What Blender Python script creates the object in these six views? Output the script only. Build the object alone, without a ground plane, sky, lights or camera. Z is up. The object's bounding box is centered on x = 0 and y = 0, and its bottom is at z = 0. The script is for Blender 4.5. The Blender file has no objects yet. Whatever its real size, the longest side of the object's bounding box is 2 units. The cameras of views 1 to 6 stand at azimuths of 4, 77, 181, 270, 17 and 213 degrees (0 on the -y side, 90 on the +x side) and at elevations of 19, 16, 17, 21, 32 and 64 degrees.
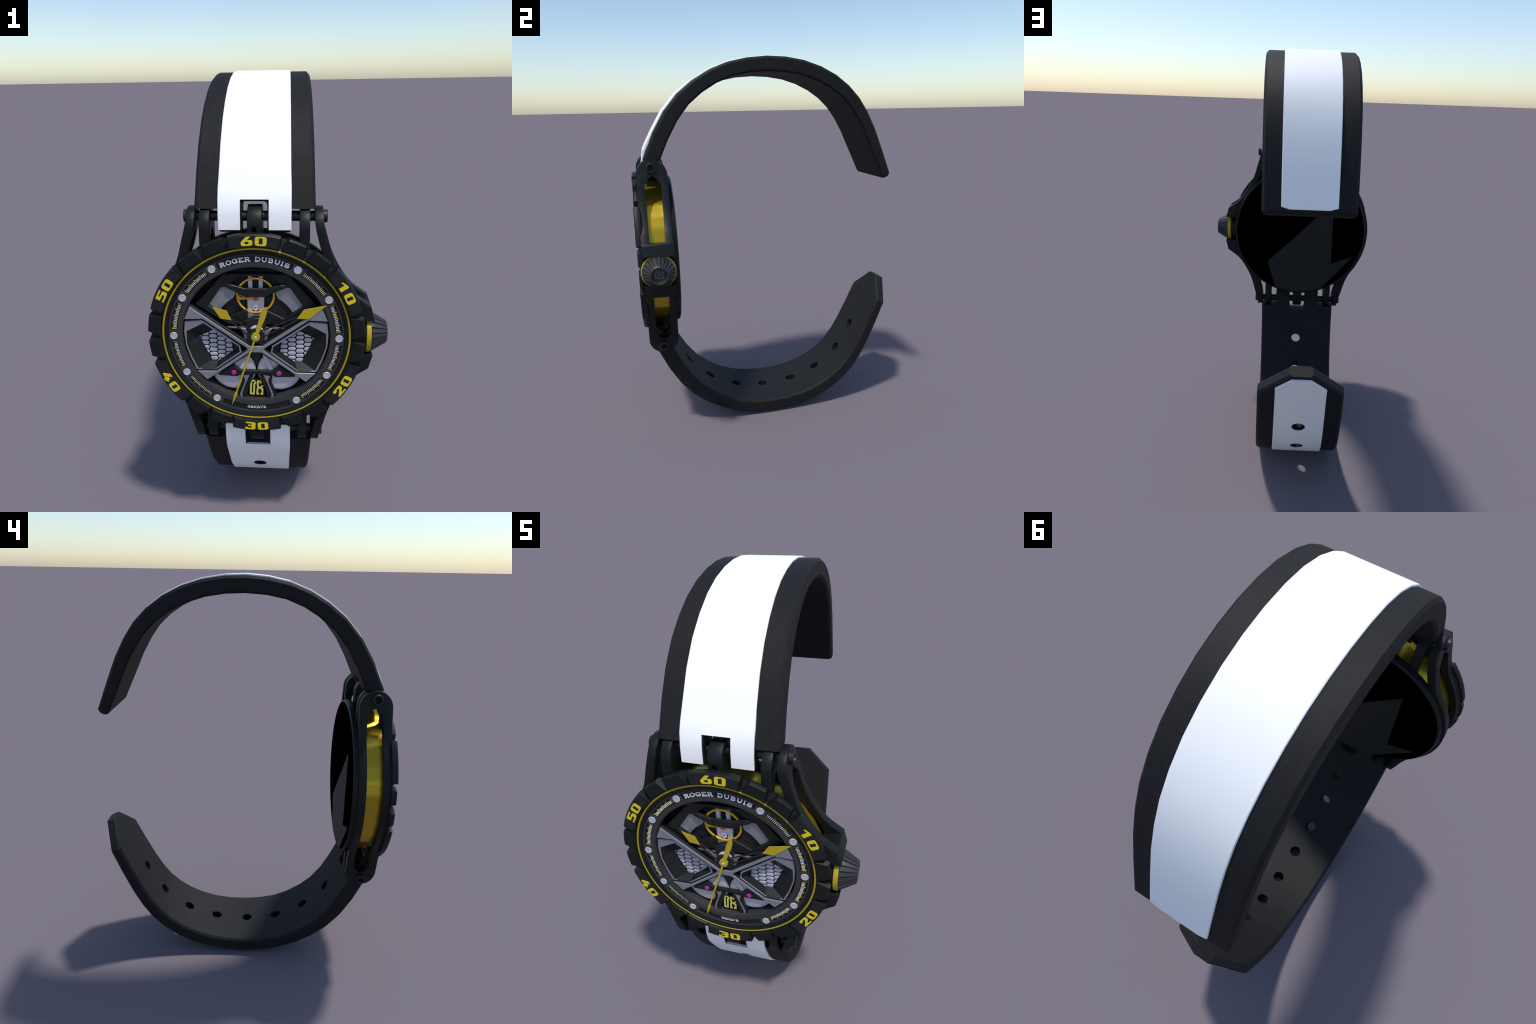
import bpy, bmesh, math
from math import sin, cos, pi, radians
from mathutils import Vector, Matrix

# ------------------------------------------------------------------ frame
CX, CZ = -0.0465, 1.0015          # centre of the dial; the dial faces -y


def W(p, y):
    """dial coordinates (right, up) at depth y -> world"""
    return (CX + p[0], y, CZ + p[1])


def pol(r, a):
    """clock position: radius r, angle a in degrees clockwise from 12"""
    return (r * sin(radians(a)), r * cos(radians(a)))


# ------------------------------------------------------------------ materials
def material(name, color, rough=0.5, metal=0.0, vary=0.0, scale=60.0, stretch=(1, 1, 1),
             bump=0.0, spec=0.5, coat=0.0, rough_vary=0.0):
    m = bpy.data.materials.new(name)
    m.use_nodes = True
    nt = m.node_tree
    b = nt.nodes["Principled BSDF"]
    b.inputs["Base Color"].default_value = (*color, 1)
    b.inputs["Roughness"].default_value = rough
    b.inputs["Metallic"].default_value = metal
    b.inputs["Specular IOR Level"].default_value = spec
    b.inputs["Coat Weight"].default_value = coat
    if vary or bump or rough_vary:
        tc = nt.nodes.new("ShaderNodeTexCoord")
        mp = nt.nodes.new("ShaderNodeMapping")
        mp.inputs["Scale"].default_value = stretch
        nz = nt.nodes.new("ShaderNodeTexNoise")
        nz.inputs["Scale"].default_value = scale
        nz.inputs["Detail"].default_value = 6
        nt.links.new(tc.outputs["Object"], mp.inputs["Vector"])
        nt.links.new(mp.outputs["Vector"], nz.inputs["Vector"])
        if vary:
            rp = nt.nodes.new("ShaderNodeValToRGB")
            rp.color_ramp.elements[0].position = 0.3
            rp.color_ramp.elements[1].position = 0.7
            rp.color_ramp.elements[0].color = (*[x * (1 - vary) for x in color], 1)
            rp.color_ramp.elements[1].color = (*[min(1, x * (1 + vary)) for x in color], 1)
            nt.links.new(nz.outputs["Fac"], rp.inputs["Fac"])
            nt.links.new(rp.outputs["Color"], b.inputs["Base Color"])
        if bump:
            bp = nt.nodes.new("ShaderNodeBump")
            bp.inputs["Strength"].default_value = bump
            bp.inputs["Distance"].default_value = 0.002
            nt.links.new(nz.outputs["Fac"], bp.inputs["Height"])
            nt.links.new(bp.outputs["Normal"], b.inputs["Normal"])
        if rough_vary:
            mr = nt.nodes.new("ShaderNodeMapRange")
            mr.inputs["To Min"].default_value = rough - rough_vary
            mr.inputs["To Max"].default_value = rough + rough_vary
            nt.links.new(nz.outputs["Fac"], mr.inputs["Value"])
            nt.links.new(mr.outputs["Result"], b.inputs["Roughness"])
    return m


RUBBER = material("black_rubber", (0.0100, 0.0100, 0.0105), 0.66, vary=0.18, scale=38, stretch=(1.6, 1, 0.7), bump=0.10, spec=0.22)


def add_veins(m, gain):
    """faint pale hair lines, as in moulded rubber"""
    nt = m.node_tree
    b = nt.nodes["Principled BSDF"]
    src = b.inputs["Base Color"].links[0].from_socket
    tc = nt.nodes.new("ShaderNodeTexCoord")
    nz = nt.nodes.new("ShaderNodeTexNoise")
    nz.inputs["Scale"].default_value = 22
    nz.inputs["Detail"].default_value = 5
    nz.inputs["Distortion"].default_value = 1.6
    sub = nt.nodes.new("ShaderNodeMath")
    sub.operation = 'SUBTRACT'
    sub.inputs[1].default_value = 0.5
    ab = nt.nodes.new("ShaderNodeMath")
    ab.operation = 'ABSOLUTE'
    mr = nt.nodes.new("ShaderNodeMapRange")
    mr.inputs["From Min"].default_value = 0.0
    mr.inputs["From Max"].default_value = 0.012
    mr.inputs["To Min"].default_value = 1 + gain
    mr.inputs["To Max"].default_value = 1.0
    mul = nt.nodes.new("ShaderNodeVectorMath")
    mul.operation = 'SCALE'
    nt.links.new(tc.outputs["Object"], nz.inputs["Vector"])
    nt.links.new(nz.outputs["Fac"], sub.inputs[0])
    nt.links.new(sub.outputs[0], ab.inputs[0])
    nt.links.new(ab.outputs[0], mr.inputs["Value"])
    nt.links.new(src, mul.inputs[0])
    nt.links.new(mr.outputs["Result"], mul.inputs["Scale"])
    nt.links.new(mul.outputs["Vector"], b.inputs["Base Color"])


add_veins(RUBBER, 0.45)
WHITE = material("white_rubber", (0.92, 0.92, 0.92), 0.5, spec=0.35)
CARBON = material("dark_coated_metal", (0.0066, 0.0086, 0.0086), 0.48, vary=0.15, scale=45, bump=0.03, spec=0.24)
STEEL = material("dark_polished_steel", (0.022, 0.022, 0.024), 0.4, metal=0.3)
CROWN = material("dark_satin_metal", (0.034, 0.035, 0.037), 0.45, metal=0.2, spec=0.4)
EMBLEM = material("emblem_grey", (0.085, 0.085, 0.095), 0.45, metal=0.2)
PANEL = material("matte_panel", (0.0125, 0.0115, 0.013), 0.6, vary=0.08, scale=70, spec=0.3)
BLACK = material("deep_black", (0.003, 0.003, 0.003), 0.6, spec=0.2)
BACKSHADE = material("back_painted_shading", (0.0, 0.0, 0.0), 0.9, spec=0.0)  # zero base colour paints in the black shading of overlapping back faces
BACKGREY = material("back_grey", (0.011, 0.012, 0.012), 0.6, vary=0.15, scale=40, spec=0.3)
FLANGE = material("flange_grey", (0.036, 0.036, 0.038), 0.55, spec=0.3)
SLATE = material("dark_dial_plate", (0.0085, 0.0098, 0.0103), 0.45, spec=0.32)
DRUM = material("charcoal_drum", (0.015, 0.015, 0.0165), 0.5, spec=0.35)
SILVER = material("brushed_steel", (0.31, 0.31, 0.345), 0.42, metal=0.55, vary=0.1, scale=30, stretch=(18, 1, 0.6), bump=0.05)
SILVERD = material("brushed_steel_edge", (0.30, 0.30, 0.34), 0.4, metal=0.55)
WHEELS = material("satin_wheel", (0.58, 0.57, 0.61), 0.32, metal=0.3)
PLATEW = material("white_metal", (0.62, 0.62, 0.68), 0.35, metal=0.15)
HEX = material("honeycomb_metal", (0.50, 0.50, 0.56), 0.35, metal=0.25)
YELLOW = material("yellow_paint", (0.72, 0.565, 0.010), 0.5, spec=0.35)
HAND = material("hand_yellow", (0.45, 0.335, 0.016), 0.55, spec=0.25)
YRING = material("yellow_ring", (0.46, 0.345, 0.014), 0.32, metal=0.2)
CASEYEL = material("anodised_yellow", (0.50, 0.345, 0.022), 0.27, metal=0.75)
GOLD = material("balance_gold", (0.72, 0.38, 0.012), 0.35, metal=0.35)
RUBY = material("ruby", (0.42, 0.02, 0.30), 0.2, coat=0.5)
PRINT = material("printed_white", (0.58, 0.60, 0.67), 0.5)
TICKY = material("tick_yellow", (0.56, 0.44, 0.010), 0.5)
DOT = material("marker_white", (0.46, 0.46, 0.50), 0.28, coat=0.5)
DATE = material("date_yellow", (0.62, 0.54, 0.10), 0.5)

# ------------------------------------------------------------------ object helpers
ROOT = bpy.data.objects.new("wristwatch", None)
bpy.context.scene.collection.objects.link(ROOT)
ROOT["label"] = "black sports wristwatch with yellow accents and white striped strap"
ROOT["category"] = "wristwatch"


def link(name, me, mat, parent=None, stuff=False):
    o = bpy.data.objects.new(name, me)
    bpy.context.scene.collection.objects.link(o)
    o.parent = parent or ROOT
    if mat and not me.materials:
        me.materials.append(mat)
    if stuff:
        o["kind"] = "stuff"
    return o


def finish(bm, name, mat, parent=None, angle=None, stuff=False, weld=1e-5, bevel=0.0, bevel_angle=35, segs=2):
    if weld:
        bmesh.ops.remove_doubles(bm, verts=bm.verts, dist=weld)
    bmesh.ops.recalc_face_normals(bm, faces=bm.faces)
    if bevel:
        es = [e for e in bm.edges if len(e.link_faces) == 2 and e.calc_face_angle(0) > radians(bevel_angle)]
        bmesh.ops.bevel(bm, geom=es, offset=bevel, segments=segs, profile=0.5, affect='EDGES', clamp_overlap=True)
    me = bpy.data.meshes.new(name)
    bm.to_mesh(me)
    bm.free()
    if angle is not None:
        me.shade_smooth()
        me.set_sharp_from_angle(angle=radians(angle))
    return link(name, me, mat, parent, stuff)


def add_loft(bm, rings, closed=False, caps=True):
    """rings: list of equally long vertex-coordinate loops"""
    vr = [[bm.verts.new(p) for p in r] for r in rings]
    n = len(vr[0])
    k = len(vr)
    for i in range(k if closed else k - 1):
        a, b = vr[i], vr[(i + 1) % k]
        for j in range(n):
            q = [a[j], a[(j + 1) % n], b[(j + 1) % n], b[j]]
            try:
                bm.faces.new(q)
            except ValueError:
                pass
    if caps and not closed:
        bm.faces.new(vr[0][::-1])
        bm.faces.new(vr[-1])
    return vr


def add_prism(bm, poly, yf, yb, taper=0.0, centre=None):
    """polygon in dial coordinates, front at yf, back at yb"""
    f = [bm.verts.new(W(p, yf)) for p in poly]
    b = [bm.verts.new(W(p, yb)) for p in poly]
    bm.faces.new(f)
    bm.faces.new(b[::-1])
    n = len(poly)
    for i in range(n):
        bm.faces.new([f[i], f[(i + 1) % n], b[(i + 1) % n], b[i]])


def prism(name, poly, yf, yb, mat, parent, bevel=0.0, angle=None, stuff=False, segs=1):
    bm = bmesh.new()
    add_prism(bm, poly, yf, yb)
    return finish(bm, name, mat, parent, angle=angle, stuff=stuff, bevel=bevel, segs=segs)


def add_sector(bm, r0, r1, a0, a1, yf, yb, step=2.0):
    n = max(1, int(round((a1 - a0) / step)))
    full = abs(a1 - a0 - 360) < 1e-6
    rings = []
    for i in range(n if full else n + 1):
        a = a0 + (a1 - a0) * i / n
        rings.append([W(pol(r0, a), yf), W(pol(r1, a), yf), W(pol(r1, a), yb), W(pol(r0, a), yb)])
    add_loft(bm, rings, closed=full)


def lathe(name, prof, mat, parent=None, n=96, angle=35, cap_front=False, cap_back=False):
    """profile [(radius, y)] turned about the dial axis"""
    bm = bmesh.new()
    rows = [[bm.verts.new(W(pol(r, 360 * j / n), y)) for j in range(n)] for r, y in prof]
    for a, b in zip(rows, rows[1:]):
        for j in range(n):
            bm.faces.new([a[j], a[(j + 1) % n], b[(j + 1) % n], b[j]])
    if cap_front:
        bm.faces.new(rows[0])
    if cap_back:
        bm.faces.new(rows[-1])
    return finish(bm, name, mat, parent, angle=angle)


def disc_poly(c, r, n=48):
    return [(c[0] + r * cos(2 * pi * i / n), c[1] + r * sin(2 * pi * i / n)) for i in range(n)]


def plate_with_holes(name, loops, yf, yb, mat, parent, bevel=0.0015):
    """flat plate with openings, made from a filled 2D curve"""
    cu = bpy.data.curves.new(name, 'CURVE')
    cu.dimensions = '2D'
    cu.fill_mode = 'BOTH'
    for lp in loops:
        s = cu.splines.new('POLY')
        s.points.add(len(lp) - 1)
        for p, q in zip(s.points, lp):
            p.co = (q[0], q[1], 0, 1)
        s.use_cyclic_u = True
    cu.extrude = abs(yb - yf) / 2 - bevel
    cu.bevel_depth = bevel
    cu.bevel_resolution = 0
    cu.offset = -bevel
    tmp = bpy.data.objects.new("helper", cu)
    bpy.context.scene.collection.objects.link(tmp)
    dg = bpy.context.evaluated_depsgraph_get()
    me = bpy.data.meshes.new_from_object(tmp.evaluated_get(dg))
    bpy.data.objects.remove(tmp)
    bpy.data.curves.remove(cu)
    mid = (yf + yb) / 2
    me.transform(Matrix(((1, 0, 0, CX), (0, 0, -1, mid), (0, 1, 0, CZ), (0, 0, 0, 1))))
    me.materials.clear()
    me.name = name
    me.shade_flat()
    return link(name, me, mat, parent)


def ribbon(pts, w, closed=False):
    """mitred band of width w about a polyline -> (left side, right side)"""
    n = len(pts)
    P = [Vector(p) for p in pts]
    L, R = [], []
    for i in range(n):
        a = P[i - 1] if (i > 0 or closed) else None
        b = P[(i + 1) % n] if (i < n - 1 or closed) else None
        d1 = (P[i] - a).normalized() if a is not None else None
        d2 = (b - P[i]).normalized() if b is not None else None
        if d1 is None:
            d1 = d2
        if d2 is None:
            d2 = d1
        n1, n2 = Vector((-d1.y, d1.x)), Vector((-d2.y, d2.x))
        m = n1 + n2
        m = m.normalized() if m.length > 1e-6 else n1
        k = w / 2 / max(0.35, m.dot(n1))
        L.append(P[i] + m * k)
        R.append(P[i] - m * k)
    return L, R


def add_ribbon(bm, pts, w, place, yf, yb, closed=False, sx=1.0):
    """place: maps glyph (x, y) -> dial coordinates"""
    L, R = ribbon(pts, w, closed)
    rings = []
    for l, r in zip(L, R):
        pl, pr = place((l.x * sx, l.y)), place((r.x * sx, r.y))
        rings.append([W(pl, yf), W(pr, yf), W(pr, yb), W(pl, yb)])
    add_loft(bm, rings, closed=closed)


def arc(cx, cy, rx, ry, a0, a1, n=8):
    return [(cx + rx * cos(radians(a0 + (a1 - a0) * i / n)), cy + ry * sin(radians(a0 + (a1 - a0) * i / n))) for i in range(n + 1)]


def place_at(r, a, inward=False):
    """glyph placer: origin of the glyph on the clock position (r, a)"""
    t = radians(a)
    out = Vector((sin(t), cos(t)))
    tan = Vector((cos(t), -sin(t)))
    if inward:
        out, tan = -out, -tan
    o = Vector(pol(r, a))
    return lambda p: tuple(o + tan * p[0] + out * p[1])


# ------------------------------------------------------------------ straps
# outer edge of one strap half, (y, height over the dial centre); the other is its mirror image
SPINE = [(-.664, .5055), (-.604, .633), (-.545, .732), (-.474, .815), (-.396, .877), (-.312, .926),
         (-.221, .961), (-.126, .981), (-.025, .9895), (.072, .986), (.168, .9705), (.261, .941), (.346, .899),
         (.417, .847), (.477, .786), (.526, .7155), (.572, .630), (.621, .515), (.671, .390)]
W0, W1 = 0.227, 0.181             # half width at the case and at the free end
THICK = [(0, .079), (.10, .079), (.22, .0725), (.36, .0705), (.48, .0745), (.66, .0740), (.78, .068), (.90, .0625), (1, .054)]   # thickness along the strap
T1 = .053
S0, S1 = 0.1375, 0.107            # half width of the white stripe
PROUD = 0.0072
GROW = 0.0023                     # the measured edge lies on the chamfer: move it out


def strap_stations(tip):
    pts = list(SPINE)
    if tip:
        pts[-2:] = [(.6235, .515), (.674, .390)]
        pts += [(.7245, .2800)]
    else:
        pts[-1] = (.6795, .369)
    cum = [0]
    for a, b in zip(pts, pts[1:]):
        cum.append(cum[-1] + math.dist(a, b))
    end = cum[len(SPINE) - 1]
    out = []
    for i, p in enumerate(pts):
        a = pts[max(0, i - 1)]
        b = pts[min(len(pts) - 1, i + 1)]
        d = Vector((b[0] - a[0], b[1] - a[1])).normalized()
        nrm = Vector((-d.y, d.x))            # outward
        if i:
            p = Vector(p) + nrm * GROW
        f = min(1, cum[i] / end)
        out.append((Vector(p), d, nrm, f, cum[i]))
    return out, end


def strap(sign, tip):
    """sign +1: upper half, -1: lower half"""
    st, end = strap_stations(tip)

    def pt(x, yz):
        return (CX + x, yz[0], CZ + sign * yz[1])

    bm = bmesh.new()
    rings = []
    ch, ci = 0.011, 0.010
    for i, (p, d, nrm, f, s) in enumerate(st):
        w = W0 + (W1 - W0) * f
        t = next(t0 + (t1 - t0) * (f - f0) / (f1 - f0) for (f0, t0), (f1, t1) in zip(THICK, THICK[1:]) if f <= f1)
        if tip and i == len(st) - 1:
            w = 0.047
        inn = p - nrm * t
        if i == 0:
            inn = Vector((-.579, .5055))
        dn = (inn - p).normalized()
        sec = [(w - ch, p), (w, p + dn * ch), (w, inn - dn * ci), (w - ci, inn),
               (-w + ci, inn), (-w, inn - dn * ci), (-w, p + dn * ch), (-w + ch, p)]
        rings.append([pt(x, q) for x, q in sec])
    if not tip:                        # small chamfer at the free end
        p, d, nrm, f, s = st[-1]
        t = T1
        rings[-1] = [pt(x, q - d * 0.012) for x, q in [(W1 - ch, p), (W1, p - nrm * ch), (W1, p - nrm * (t - ci)), (W1 - ci, p - nrm * t),
                                                         (-W1 + ci, p - nrm * t), (-W1, p - nrm * (t - ci)), (-W1, p - nrm * ch), (-W1 + ch, p)]]
        k = 0.009
        w = W1 - k
        q0, q1 = p - nrm * k, p - nrm * (t - k)
        rings.append([pt(x, q) for x, q in [(w - ch, q0), (w, q0 - nrm * ch), (w, q1 + nrm * ci), (w - ci, q1),
                                             (-w + ci, q1), (-w, q1 + nrm * ci), (-w, q0 - nrm * ch), (-w + ch, q0)]])
    add_loft(bm, rings)
    # two tangs that wrap the pivot bar
    for sx in (-1, 1):
        prof = [(-.656, .545), (-.668, .505), (-.6725, .45), (-.6725, .428), (-.667, .4215), (-.640, .412), (-.622, .405), (-.613, .412), (-.598, .455), (-.5795, .5045), (-.576, .515), (-.60, .545)]
        add_loft(bm, [[pt(sx * x, q) for q in prof] for x in (0.0485, 0.1335)])
    body = finish(bm, "strap", RUBBER, None, angle=28, weld=0)

    # centre notch is cut from the body
    bc = bmesh.new()
    nz = [(.0475, .38), (.0475, .520), (.044, .528), (.036, .5315), (-.036, .5315), (-.044, .528), (-.0475, .520), (-.0475, .38)]
    add_loft(bc, [[(CX + x, y, CZ + sign * z_) for x, z_ in nz] for y in (-.80, -.50)])
    if tip:                            # buckle holes
        for y, z_ in HOLES:
            add_hole_cutter(bc, y, z_, sign)
    cut(body, bc)

    # white stripe with its fork over the tangs
    bm = bmesh.new()
    rows = []
    for i, (p, d, nrm, f, s) in enumerate(st):
        w = S0 + (S1 - S0) * f
        lo, hi = p - nrm * 0.004, p + nrm * PROUD
        if i == 0:
            lo, hi = Vector((-.6635, .5345)), Vector((-.6725, .5335))
            p0 = st[1]
            lo = Vector((-.655, .541))
            hi = Vector((-.6655, .5405))
        if i == len(st) - 1:
            if tip:
                back = d * 0.012
                w1 = S1
                rows.append((w1, lo - d * .079, hi - d * .079))
                back = d * .018
                lo, hi, w = lo - back, hi - back, 0.040
            else:
                back = d * 0.017
                rows.append((w, lo - d * 0.026, hi - d * 0.026))
                w -= 0.03
                lo, hi = lo - back, hi - back
        elif tip and i == len(st) - 2:
            lo, hi = lo - d * .006, hi - d * .006
        rows.append((w, lo, hi))
    e = 0.0025
    nf = .0535
    rows[:1] = [(S0, Vector((-.6705, .4275)), Vector((-.6775, .4275))), (S0, Vector((-.6665, .484)), Vector((-.6745, .4845))),
                (S0, Vector((-.650, .541)), Vector((-.6635, .5405))), (S0, Vector((-.632, .576)), Vector((-.6445, .5785)))]
    grid = []
    for w, lo, hi in rows:
        mid = hi + (lo - hi).normalized() * e
        m = min(nf, w * .5)
        grid.append([bm.verts.new(pt(*q)) for q in ((-w, lo), (-w, mid), (-w + e, hi), (-m, hi), (m, hi), (w - e, hi), (w, mid), (w, lo), (m, lo), (-m, lo))])
    for i, (r, q) in enumerate(zip(grid, grid[1:])):
        fork = i < 2
        for j in range(10):
            k = (j + 1) % 10
            if fork and (j, k) in ((3, 4), (8, 9)):
                continue
            bm.faces.new([r[j], r[k], q[k], q[j]])
        if fork:
            bm.faces.new([r[3], r[9], q[9], q[3]])
            bm.faces.new([r[4], r[8], q[8], q[4]])
    g = grid[2]
    bm.faces.new([g[3], g[4], g[8], g[9]])
    g = grid[0]
    bm.faces.new([g[0], g[1], g[2], g[3], g[9]])
    bm.faces.new([g[4], g[5], g[6], g[7], g[8]])
    bm.faces.new(grid[-1])
    stripe = finish(bm, "strap_stripe", WHITE, body, angle=40, weld=0)
    if tip:
        bc = bmesh.new()
        for y, z_ in HOLES:
            add_hole_cutter(bc, y, z_, sign, 0.0305)
        cut(stripe, bc)
        bm = bmesh.new()
        for y, z_ in HOLES:
            add_liner(bm, y, z_, sign)
        finish(bm, 'hole_liner', RUBBER, body, angle=40, weld=0)
    return body


# holes on the inner side of the lower strap (y, z), spaced evenly along it
HOLES = [(-.489, .316), (-.365, .188), (-.208, .110), (-.040, .084), (.138, .099), (.298, .157), (.437, .271), (.530, .423)]


def add_hole_cutter(bm, y, z_, sign, rad=0.0285):
    # axis points to the strap's outside: along the local normal of the loop
    best = None
    for a, b in zip(SPINE, SPINE[1:]):
        m = ((a[0] + b[0]) / 2, (a[1] + b[1]) / 2)
        dd = math.dist(m, (y, abs(z_ - CZ)))
        if best is None or dd < best[0]:
            d = Vector((b[0] - a[0], b[1] - a[1])).normalized()
            best = (dd, Vector((-d.y, d.x)))
    nrm = best[1]
    ax = Vector((0, nrm.x, sign * nrm.y))
    u = Vector((1, 0, 0))
    v = ax.cross(u)
    c = Vector((CX, y, z_))
    n = 28
    rings = []
    for h in (-0.05, 0.16):
        rings.append([tuple(c + ax * h + u * (rad * cos(2 * pi * i / n)) + v * (rad * sin(2 * pi * i / n))) for i in range(n)])
    add_loft(bm, rings)


def add_liner(bm, y, z_, sign):
    """black wall of a buckle hole, flush with the stripe"""
    best = None
    for a, b in zip(SPINE, SPINE[1:]):
        A, B, Q = Vector(a), Vector(b), Vector((y, abs(z_ - CZ)))
        d = (B - A).normalized()
        nrm = Vector((-d.y, d.x))
        m = (A + B) / 2
        dd = (m - Q).length
        if best is None or dd < best[0]:
            best = (dd, d, nrm, (A - Q).dot(nrm))
    _, d, nrm, h = best
    ax = Vector((0, nrm.x, sign * nrm.y))
    u = Vector((1, 0, 0))
    v = ax.cross(u)
    c = Vector((CX, y, z_))
    n = 28
    rings = []
    for r, k in ((.0280, h - .012), (.0312, h - .012), (.0312, h + PROUD - .0012), (.0280, h + PROUD - .0012)):
        rings.append([tuple(c + ax * k + u * (r * cos(2 * pi * i / n)) + v * (r * sin(2 * pi * i / n))) for i in range(n)])
    add_loft(bm, rings, closed=True)


def cut(obj, bc):
    bmesh.ops.recalc_face_normals(bc, faces=bc.faces)
    me = bpy.data.meshes.new("helper")
    bc.to_mesh(me)
    bc.free()
    h = bpy.data.objects.new("helper", me)
    bpy.context.scene.collection.objects.link(h)
    md = obj.modifiers.new("cut", 'BOOLEAN')
    md.operation = 'DIFFERENCE'
    md.solver = 'EXACT'
    md.use_self = True
    md.object = h
    dg = bpy.context.evaluated_depsgraph_get()
    new = bpy.data.meshes.new_from_object(obj.evaluated_get(dg))
    obj.modifiers.clear()
    old = obj.data
    obj.data = new
    new.name = obj.name
    bpy.data.meshes.remove(old)
    bpy.data.objects.remove(h)
    new.shade_smooth()
    new.set_sharp_from_angle(angle=radians(28))


strap(+1, False)
strap(-1, True)

# ------------------------------------------------------------------ case
Y_F, Y_B = -0.702, -0.551        # front and back of the side frames
# yellow case wall: 32 slightly bulged facets
bm = bmesh.new()
rows = []
for r, y in [(.30, -.694), (.358, -.694), (.374, -.684), (.3785, -.672), (.3785, -.575), (.37, -.562), (.30, -.560)]:
    row = []
    for j in range(32):
        for k in range(4):
            f = k / 4
            row.append(bm.verts.new(W(pol(r - .0018 + .0022 * sin(pi * f) ** .8, 360 * (j + f) / 32), y)))
    rows.append(row)
for p, q in zip(rows, rows[1:]):
    for j in range(128):
        bm.faces.new([p[j], p[(j + 1) % 128], q[(j + 1) % 128], q[j]])
case = finish(bm, "case_body", CASEYEL, None, angle=10)
back = lathe("case_back", [(.30, -.566), (.390, -.566), (.4005, -.561), (.4015, -.546), (.3975, -.533), (.388, -.5275)], CARBON, n=72)
bm = bmesh.new()
bmF = [W(pol(.3895, 5 * j), -.5280) for j in range(72)]
bm.faces.new([bm.verts.new(p) for p in bmF])
finish(bm, "back_shading_disc", BACKSHADE, back)
arc_pts = [pol(.3870, a) for a in range(158, 203, 4)]
prism("back_patch_unshaded", [(-.194, .192), (.196, -.195)] + arc_pts + [(-.3285, -.144), (-.198, -.195)], -.5270, -.531, BACKGREY, back)


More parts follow.
